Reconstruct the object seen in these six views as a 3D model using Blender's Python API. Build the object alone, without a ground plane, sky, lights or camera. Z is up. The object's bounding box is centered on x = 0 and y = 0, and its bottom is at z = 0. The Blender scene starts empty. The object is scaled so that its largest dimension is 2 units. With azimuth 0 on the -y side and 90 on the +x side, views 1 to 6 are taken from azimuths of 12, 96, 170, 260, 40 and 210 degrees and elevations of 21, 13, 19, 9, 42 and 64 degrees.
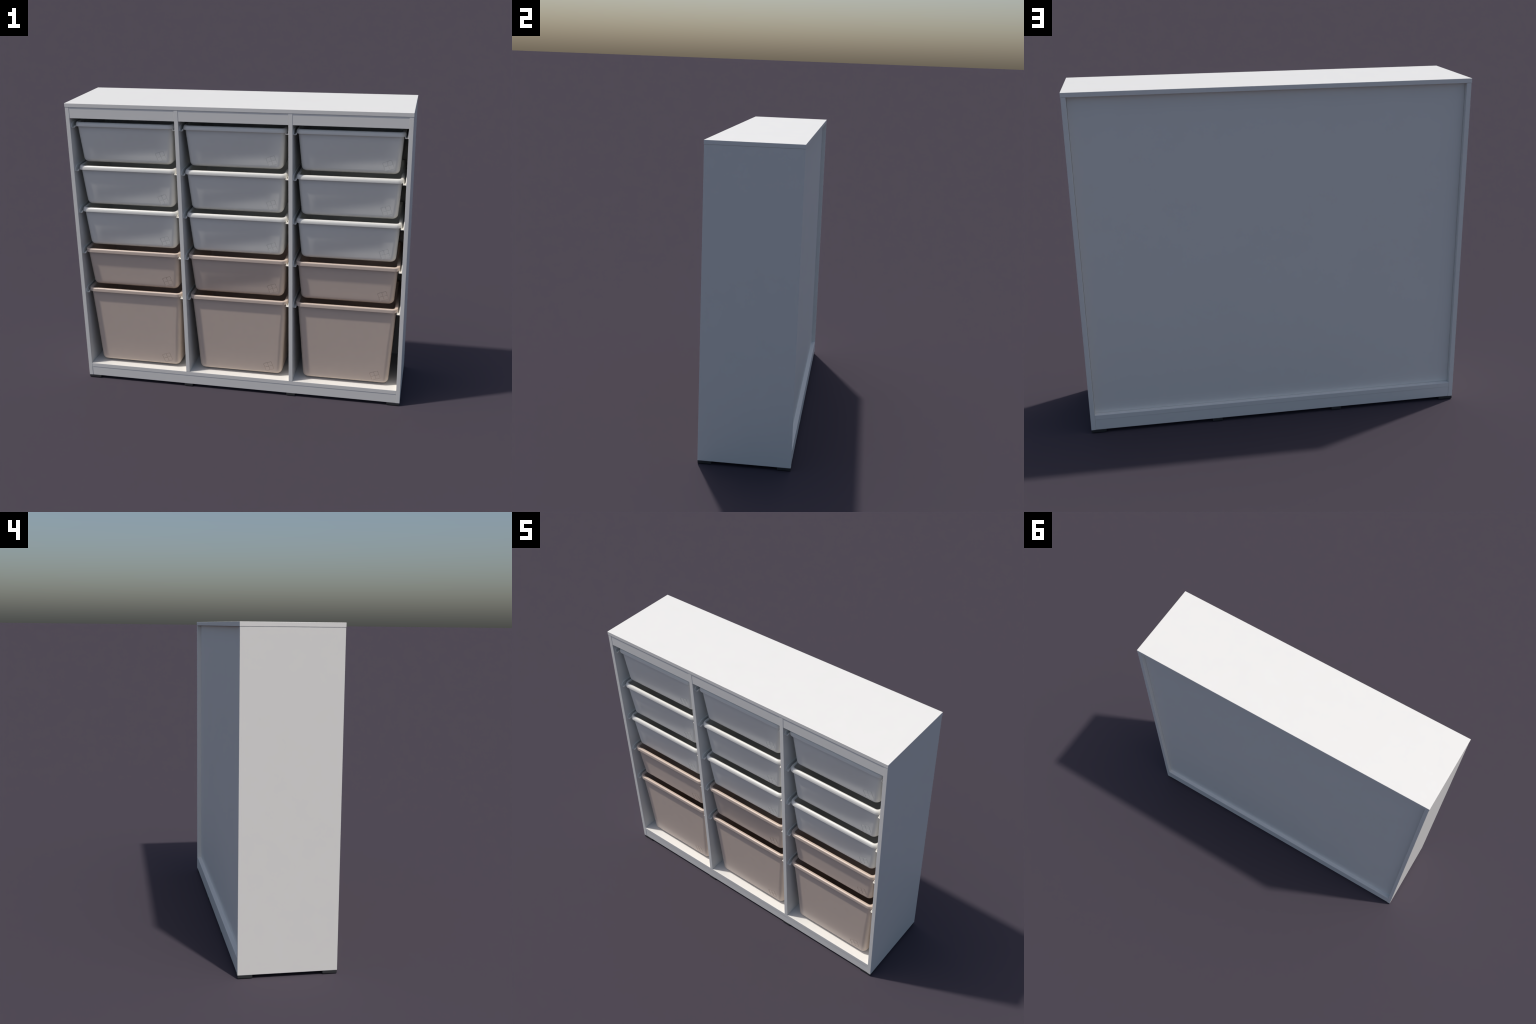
"""Low white storage cabinet: three columns of tapered plastic boxes that hang on
side runners. Metres, z up, front faces -y."""
import bpy, bmesh
from math import sin, cos, pi, radians, atan
from mathutils import Vector, Matrix

# ------------------------------------------------------------------ sizes
W, H = 2.0, 1.790            # over the top board
D = 0.523
TOP_T = 0.0226               # top board thickness
OVER = 0.0014                # top board overhang
FOOT_H = 0.0172
PX = W / 2 - OVER            # outer face of the side panels
PY = D / 2 - 0.0010          # front / back edge of the carcass boards
BOARD = 0.0233               # board thickness
INNER = PX - BOARD
COL_W = (2 * INNER - 2 * BOARD) / 3
FLOOR_Z, FLOOR_T = 0.1020, 0.0252
BACK_Y = 0.2342
BOX_CY = -0.0095             # middle of the boxes in depth
RIM_Z = [1.6512, 1.3886, 1.1268, 0.8640, 0.6012]   # under edge of each rim


# ------------------------------------------------------------------ materials
def material(name, colour, rough, grain=0.012, grain_scale=60.0, bump=0.0,
             coat=0.0, spec=0.5):
    m = bpy.data.materials.new(name)
    m.use_nodes = True
    nt = m.node_tree
    b = nt.nodes["Principled BSDF"]
    tc = nt.nodes.new("ShaderNodeTexCoord")
    nz = nt.nodes.new("ShaderNodeTexNoise")
    nz.inputs["Scale"].default_value = grain_scale
    nz.inputs["Detail"].default_value = 3.0
    nt.links.new(tc.outputs["Object"], nz.inputs["Vector"])
    ramp = nt.nodes.new("ShaderNodeValToRGB")
    lo = [c * (1 - grain) for c in colour] + [1]
    hi = [min(1, c * (1 + grain)) for c in colour] + [1]
    ramp.color_ramp.elements[0].position = 0.3
    ramp.color_ramp.elements[1].position = 0.7
    ramp.color_ramp.elements[0].color = lo
    ramp.color_ramp.elements[1].color = hi
    nt.links.new(nz.outputs["Fac"], ramp.inputs["Fac"])
    nt.links.new(ramp.outputs["Color"], b.inputs["Base Color"])
    b.inputs["Roughness"].default_value = rough
    b.inputs["Specular IOR Level"].default_value = spec
    b.inputs["Coat Weight"].default_value = coat
    if bump:
        bp = nt.nodes.new("ShaderNodeBump")
        bp.inputs["Strength"].default_value = bump
        bp.inputs["Distance"].default_value = 0.0005
        nt.links.new(nz.outputs["Fac"], bp.inputs["Height"])
        nt.links.new(bp.outputs["Normal"], b.inputs["Normal"])
    return m


LAMINATE = material("white_laminate", (0.86, 0.843, 0.795), 0.42, 0.006, 8.0)
BACKING = material("white_backing_board", (0.86, 0.84, 0.79), 0.5, 0.006, 6.0)
WHITE_PLASTIC = material("white_plastic", (0.84, 0.825, 0.77), 0.30, 0.006, 20.0)
PINK_PLASTIC = material("dusty_pink_plastic", (0.70, 0.568, 0.475), 0.30, 0.008, 20.0)
WHITE_INSIDE = material("white_plastic_inside", (0.95, 0.935, 0.88), 0.45, 0.006, 20.0)  # paler than the outer plastic, lightened to lift the shaded gaps between rows
PINK_INSIDE = material("dusty_pink_plastic_inside", (0.84, 0.69, 0.585), 0.45, 0.008, 20.0)  # same pink plastic, base colour brightened for the bounce light inside the boxes
RUNNER_PLASTIC = material("white_runner_plastic", (0.86, 0.84, 0.78), 0.35, 0.006, 20.0)
FOOT_PLASTIC = material("dark_foot_plastic", (0.035, 0.036, 0.038), 0.55, 0.05, 90.0)


# ------------------------------------------------------------------ helpers
def link(obj, parent=None):
    bpy.context.scene.collection.objects.link(obj)
    if parent is not None:
        obj.parent = parent
    return obj


def mesh_object(name, bm, mat, parent, smooth=False, loc=(0, 0, 0)):
    me = bpy.data.meshes.new(name)
    bmesh.ops.recalc_face_normals(bm, faces=bm.faces)
    bm.to_mesh(me)
    bm.free()
    me.materials.append(mat)
    if smooth:
        me.shade_smooth()
    o = bpy.data.objects.new(name, me)
    o.location = loc
    return link(o, parent)


def board_mesh(lo, hi, bevel=0.0009, segments=2):
    """A straight-edged board with slightly eased edges."""
    bm = bmesh.new()
    bmesh.ops.create_cube(bm, size=1.0)
    lo, hi = Vector(lo), Vector(hi)
    size, mid = hi - lo, (hi + lo) / 2
    for v in bm.verts:
        v.co = Vector((v.co.x * size.x, v.co.y * size.y, v.co.z * size.z)) + mid
    if bevel:
        bmesh.ops.bevel(bm, geom=list(bm.edges), offset=bevel, segments=segments,
                        profile=0.5, affect='EDGES')
    return bm


def board(name, lo, hi, mat, parent, bevel=0.0009):
    return mesh_object(name, board_mesh(lo, hi, bevel), mat, parent)


CORNER = 10
FRONT_CUTS = 14


def rounded_ring(hx, hy, r, z, cuts=0):
    """Points of a rounded rectangle, counter-clockwise, at height z; the front
    (-y) edge may be divided further."""
    pts = []
    for k, (sx, sy) in enumerate(((1, -1), (1, 1), (-1, 1), (-1, -1))):
        start = -pi / 2 + k * pi / 2
        for i in range(CORNER + 1):
            a = start + i * (pi / 2) / CORNER
            pts.append((sx * (hx - r) + r * cos(a), sy * (hy - r) + r * sin(a), z))
    for i in range(1, cuts + 1):
        pts.append((-(hx - r) + 2 * (hx - r) * i / (cuts + 1), -hy, z))
    return pts


def loft(bm, rings, close_first=False, close_last=False, cyclic=False):
    vs = [[bm.verts.new(p) for p in ring] for ring in rings]
    n = len(vs[0])
    pairs = list(zip(vs, vs[1:]))
    if cyclic:
        pairs.append((vs[-1], vs[0]))
    for a, b in pairs:
        for i in range(n):
            j = (i + 1) % n
            bm.faces.new((a[i], a[j], b[j], b[i]))
    if close_first:
        bm.faces.new(list(reversed(vs[0])))
    if close_last:
        bm.faces.new(vs[-1])


# ------------------------------------------------------------------ the boxes
RIM_HX, RIM_HY, RIM_CORNER = 0.2925, 0.2200, 0.026


class BoxShape:
    """Tapered box with rounded corners; z = 0 is the under edge of the rim."""
    top_hx = RIM_HX
    corner = 0.026
    wall = 0.0045
    fillet = 0.026

    def __init__(self, depth, top_hy, slope_x, slope_y, mark, floor=0.0045):
        self.floor = floor
        self.depth, self.top_hy, self.sx, self.sy, self.mark = depth, top_hy, slope_x, slope_y, mark

    def half(self, z, inset=0.0):
        """Half sizes and corner radius of the wall at height z (z <= 0 below the rim)."""
        d = -z
        return (self.top_hx - self.sx * d - inset, self.top_hy - self.sy * d - inset,
                max(0.006, self.corner + 0.008 * min(1.0, d / 0.22) - inset))


def box_shell(shape):
    bm = bmesh.new()
    rings = []
    r, zb, t, f = shape.fillet, -shape.depth, shape.wall, shape.floor

    def ring(z, inset, rmin=0.0, k=1.0):
        hx, hy, c = shape.half(z, inset)
        rings.append(rounded_ring(k * hx, k * hy, k * max(c, rmin), z, FRONT_CUTS))

    # outer floor, fillet, outer wall
    ring(zb, 0.0, k=0.3)
    for i in range(9):
        a = i / 8 * pi / 2
        ring(zb + r * (1 - cos(a)), r * (1 - sin(a)), 0.012)
    steps = 10
    for i in range(1, steps + 1):
        ring((zb + r) + (0.006 - zb - r) * i / steps, 0.0)
    # over into the inner wall and down to the inner floor
    ri = r - t
    for i in range(steps + 1):
        ring(0.006 + (zb + r - 0.006) * i / steps, t)
    for i in range(7, -1, -1):
        a = i / 8 * pi / 2
        ring(zb + f + (r - f) * (1 - cos(a)), t + ri * (1 - sin(a)), 0.010)
    ring(zb + f, 0.0, k=0.3)
    loft(bm, rings, close_first=True, close_last=True)
    bmesh.ops.recalc_face_normals(bm, faces=bm.faces)
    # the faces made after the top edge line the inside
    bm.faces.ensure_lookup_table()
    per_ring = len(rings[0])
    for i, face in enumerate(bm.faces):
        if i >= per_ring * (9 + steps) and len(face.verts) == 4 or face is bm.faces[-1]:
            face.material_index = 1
    return bm


def mark_cutter(shape, size=0.055, groove=0.0028, depth=0.0016):
    """Fine groove: a turned rounded square divided into four by a cross."""
    bm = bmesh.new()
    h = size / 2
    # outline: closed ring swept round the square
    ring = [(h, -0.004), (h, depth), (h - groove, depth), (h - groove, -0.004)]
    loft(bm, [[(p[0], y, p[1]) for p in rounded_ring(r, r, 0.006 + r - h, 0.0)] for r, y in ring], cyclic=True)
    # cross bars, stopping inside the outline's groove
    reach = h - groove * 0.5
    for bx, bz, dep in ((reach, groove / 2, depth * 0.97), (groove / 2, reach, depth * 0.94)):
        loft(bm, [[(sx * bx, y, sz * bz) for sx, sz in ((1, -1), (1, 1), (-1, 1), (-1, -1))]
                  for y in (-0.0041, dep)], close_first=True, close_last=True)
    bmesh.ops.recalc_face_normals(bm, faces=bm.faces)
    mx, mz = shape.mark
    _, hy, _ = shape.half(mz)
    place = (Matrix.Translation((mx, -hy, mz)) @ Matrix.Rotation(atan(shape.sy), 4, 'X')
             @ Matrix.Rotation(radians(-20), 4, 'Y'))
    bmesh.ops.transform(bm, matrix=place, verts=bm.verts)
    return bm


def light_streak_normals(me, shape, amount):
    """Tilt normals only, walls stay flat, to draw soft diagonal light streaks on the front."""
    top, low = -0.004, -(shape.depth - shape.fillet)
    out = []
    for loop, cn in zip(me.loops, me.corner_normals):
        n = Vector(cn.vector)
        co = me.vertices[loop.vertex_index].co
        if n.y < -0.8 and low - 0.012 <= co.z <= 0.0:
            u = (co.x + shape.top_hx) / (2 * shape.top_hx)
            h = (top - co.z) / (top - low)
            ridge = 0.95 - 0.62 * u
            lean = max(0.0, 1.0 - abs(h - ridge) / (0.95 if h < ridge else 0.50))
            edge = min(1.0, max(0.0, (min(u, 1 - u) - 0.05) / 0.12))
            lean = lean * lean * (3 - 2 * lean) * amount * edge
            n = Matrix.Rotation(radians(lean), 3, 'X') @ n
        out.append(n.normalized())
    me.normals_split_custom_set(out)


def box_body_mesh(shape, mat, streak_tilt):
    me = bpy.data.meshes.new("storage_box")
    bm = box_shell(shape)
    bm.to_mesh(me)
    bm.free()
    me.materials.append(mat)
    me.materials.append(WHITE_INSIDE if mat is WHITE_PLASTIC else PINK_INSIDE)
    cut = bpy.data.meshes.new("cutter")
    bm = mark_cutter(shape)
    bm.to_mesh(cut)
    bm.free()
    a, b = bpy.data.objects.new("tmp_body", me), bpy.data.objects.new("tmp_cutter", cut)
    link(a), link(b)
    mod = a.modifiers.new("mark", 'BOOLEAN')
    mod.operation, mod.solver, mod.object, mod.use_self = 'DIFFERENCE', 'EXACT', b, True
    done = bpy.data.meshes.new_from_object(a.evaluated_get(bpy.context.evaluated_depsgraph_get()))
    bpy.data.objects.remove(a)
    bpy.data.objects.remove(b)
    bpy.data.meshes.remove(me)
    bpy.data.meshes.remove(cut)
    done.name = "storage_box"
    done.shade_smooth()
    done.set_sharp_from_angle(angle=radians(30))
    if streak_tilt:
        light_streak_normals(done, shape, streak_tilt)
    return done


def rim_mesh(mat, roll):
    """Rolled lip around the mouth: a closed profile swept round the rectangle.
    Profile points are (distance outside the wall's top line, height)."""
    out, inner = 0.0118, -0.0088
    low, crown, hgt = roll
    prof = [(-0.0010, 0.0010), (out - 0.0016, 0.0), (out - 0.0004, 0.0005), (out, 0.0014), (out - 0.00005, 0.0030)]
    for i in range(0, 9):
        a = i / 8 * pi / 2
        prof.append((out - 0.0003 - crown * (1 - cos(a)), low + (hgt - low) * sin(a)))
    apex = out - 0.0003 - crown
    for i in range(1, 6):
        a = i / 5 * pi / 2
        prof.append((apex + (inner - apex) * sin(a), hgt - 0.0050 * (1 - cos(a))))
    prof.append((inner, 0.006))
    prof.append((inner + 0.003, 0.0010))
    bm = bmesh.new()
    loft(bm, [rounded_ring(RIM_HX + d, RIM_HY + d, RIM_CORNER + d, z) for d, z in prof], cyclic=True)
    bmesh.ops.recalc_face_normals(bm, faces=bm.faces)
    me = bpy.data.meshes.new("rim")
    bm.to_mesh(me)
    bm.free()
    me.materials.append(mat)
    me.shade_smooth()
    me.set_sharp_from_angle(angle=radians(42))
    return me


def runner(side):
    """Channel screwed to a board: tall plate, foot flange and upturned lip.
    Local x = 0 at the board face growing into the bay, z = 0 at the flange underside."""
    front, back = -0.248, BACK_Y - 0.0012
    plate_t, flange_w, flange_t = 0.0045, 0.0192, 0.0034
    plate_h, lip_h, lip_t = 0.0335, 0.0105, 0.0032
    bm = bmesh.new()

    def prism(outline, x0, x1, bevel):
        b = bmesh.new()
        a = [b.verts.new((x0, y, z)) for y, z in outline]
        c = [b.verts.new((x1, y, z)) for y, z in outline]
        n = len(a)
        for i in range(n):
            j = (i + 1) % n
            b.faces.new((a[i], a[j], c[j], c[i]))
        b.faces.new(a)
        b.faces.new(list(reversed(c)))
        bmesh.ops.recalc_face_normals(b, faces=b.faces)
        if bevel:
            bmesh.ops.bevel(b, geom=[e for e in b.edges if abs(e.verts[0].co.x - e.verts[1].co.x) < 1e-6
                                     and e.verts[0].co.x > x0 + 1e-6],
                            offset=bevel, segments=2, profile=0.5, affect='EDGES')
        tmp = bpy.data.meshes.new("tmp")
        b.to_mesh(tmp)
        b.free()
        bm.from_mesh(tmp)
        bpy.data.meshes.remove(tmp)

    # plate with a rounded nose
    nose = []
    ry, rz = 0.040, plate_h - 0.004
    for i in range(11):
        a = i / 10 * pi / 2
        nose.append((front + ry * (1 - cos(a)), 0.004 + rz * sin(a)))
    prism([(back, 0.0), (front + 0.0015, 0.0), (front, 0.0015)] + nose + [(back, plate_h)], 0.0, plate_t, 0.001)
    # flange
    prism([(back, 0.0004), (front + 0.002, 0.0004), (front + 0.0012, flange_t), (back, flange_t)],
          plate_t * 0.5, flange_w, 0.0008)
    # upturned lip, ramped at the front
    prism([(back, 0.0010), (front + 0.002, 0.0010), (front + 0.002, flange_t), (front + 0.014, lip_h),
           (back, lip_h)], flange_w - lip_t, flange_w - 0.0003, 0.0008)
    if side < 0:
        for v in bm.verts:
            v.co.x = -v.co.x
    return bm


# ------------------------------------------------------------------ build
cabinet = bpy.data.objects.new("storage_cabinet", None)
link(cabinet)
cabinet["label"] = "white three-column cabinet with fifteen white and dusty pink pull-out boxes"
cabinet["category"] = "storage cabinet"

board("top_board", (-W / 2, -D / 2, H - TOP_T), (W / 2, D / 2, H), LAMINATE, cabinet, 0.0012)
under_top = H - TOP_T - 0.0004
for s in (-1, 1):
    x0, x1 = sorted((s * PX, s * INNER))
    board("side_panel", (x0, -PY, FOOT_H), (x1, PY, under_top), LAMINATE, cabinet)
bays = []
x = -INNER
for k in range(3):
    bays.append((x, x + COL_W))
    x += COL_W + BOARD
for k in (0, 1):
    x0 = bays[k][1]
    board("divider", (x0, -PY, FLOOR_Z + 0.0003), (x0 + BOARD, BACK_Y - 0.0008, under_top), LAMINATE, cabinet)
board("floor_board", (-INNER + 0.0003, -PY + 0.0004, FLOOR_Z - FLOOR_T),
      (INNER - 0.0003, PY - 0.0004, FLOOR_Z), LAMINATE, cabinet)
for s in (-1, 1):
    y0, y1 = sorted((s * (PY - 0.0016), s * (PY - BOARD)))
    board("plinth", (-INNER + 0.0004, y0, FOOT_H + 0.0003), (INNER - 0.0004, y1, FLOOR_Z - FLOOR_T - 0.0003),
          LAMINATE, cabinet)
for x0, x1 in bays:
    board("front_rail", (x0 + 0.0003, -PY + 0.0013, 1.7028), (x1 - 0.0003, -PY + BOARD, under_top - 0.0003),
          LAMINATE, cabinet)
board("back_panel", (-INNER + 0.0006, BACK_Y - 0.007, FLOOR_Z + 0.0006), (INNER - 0.0006, BACK_Y, under_top - 0.0006),
      BACKING, cabinet, 0.0012)

# feet
foot_d = 0.0770
for sy in (-1, 1):
    y0, y1 = sorted((sy * (PY - 0.0006), sy * (PY - foot_d)))
    spans = [(-PX + 0.0006, -0.9205), (0.9205, PX - 0.0006)]
    spans += [(b - 0.0270, b + 0.0270) for b in (bays[0][1] + BOARD / 2, bays[1][1] + BOARD / 2)]
    for x0, x1 in spans:
        board("foot", (x0, y0, 0.0), (x1, y1, FOOT_H - 0.0003), FOOT_PLASTIC, cabinet, 0.0022)

# runners (shared meshes, one per hand)
runner_first = {}
for x0, x1 in bays:
    for zr in RIM_Z:
        for side, xb in ((1, x0), (-1, x1)):
            loc = (xb + side * 0.0001, 0.0, zr - 0.0066)
            if side not in runner_first:
                runner_first[side] = mesh_object("runner", runner(side), RUNNER_PLASTIC, cabinet, False, loc)
            else:
                o = runner_first[side].copy()
                o.location = loc
                link(o, cabinet)

# boxes: shallow white, shallow pink and deep pink, each with its rim
SMALL = BoxShape(0.2205, 0.2180, 0.080, 0.062, (0.2135, -0.167))
THICK = BoxShape(0.2222, 0.2180, 0.080, 0.062, (0.2135, -0.167), floor=0.0185)
LARGE = BoxShape(0.4870, 0.2185, 0.063, 0.027, (0.1840, -0.432))
ROWS = [(SMALL, WHITE_PLASTIC)] * 3 + [(THICK, PINK_PLASTIC), (LARGE, PINK_PLASTIC)]
RIMS = {WHITE_PLASTIC.name: rim_mesh(WHITE_PLASTIC, (0.0060, 0.0125, 0.0250)),
        PINK_PLASTIC.name: rim_mesh(PINK_PLASTIC, (0.0175, 0.0068, 0.0236))}
bodies = {}
for col, (x0, x1) in enumerate(bays):
    for row, (zr, (shape, mat)) in enumerate(zip(RIM_Z, ROWS)):
        streak_tilt = 8.5 if mat is WHITE_PLASTIC or (row == 3 and col == 1) else 0.0
        key = (shape, mat.name, streak_tilt)
        if key not in bodies:
            bodies[key] = box_body_mesh(shape, mat, streak_tilt)
        body = bpy.data.objects.new("storage_box", bodies[key])
        body.location = ((x0 + x1) / 2, BOX_CY, zr)
        link(body, cabinet)
        link(bpy.data.objects.new("rim", RIMS[mat.name]), body)
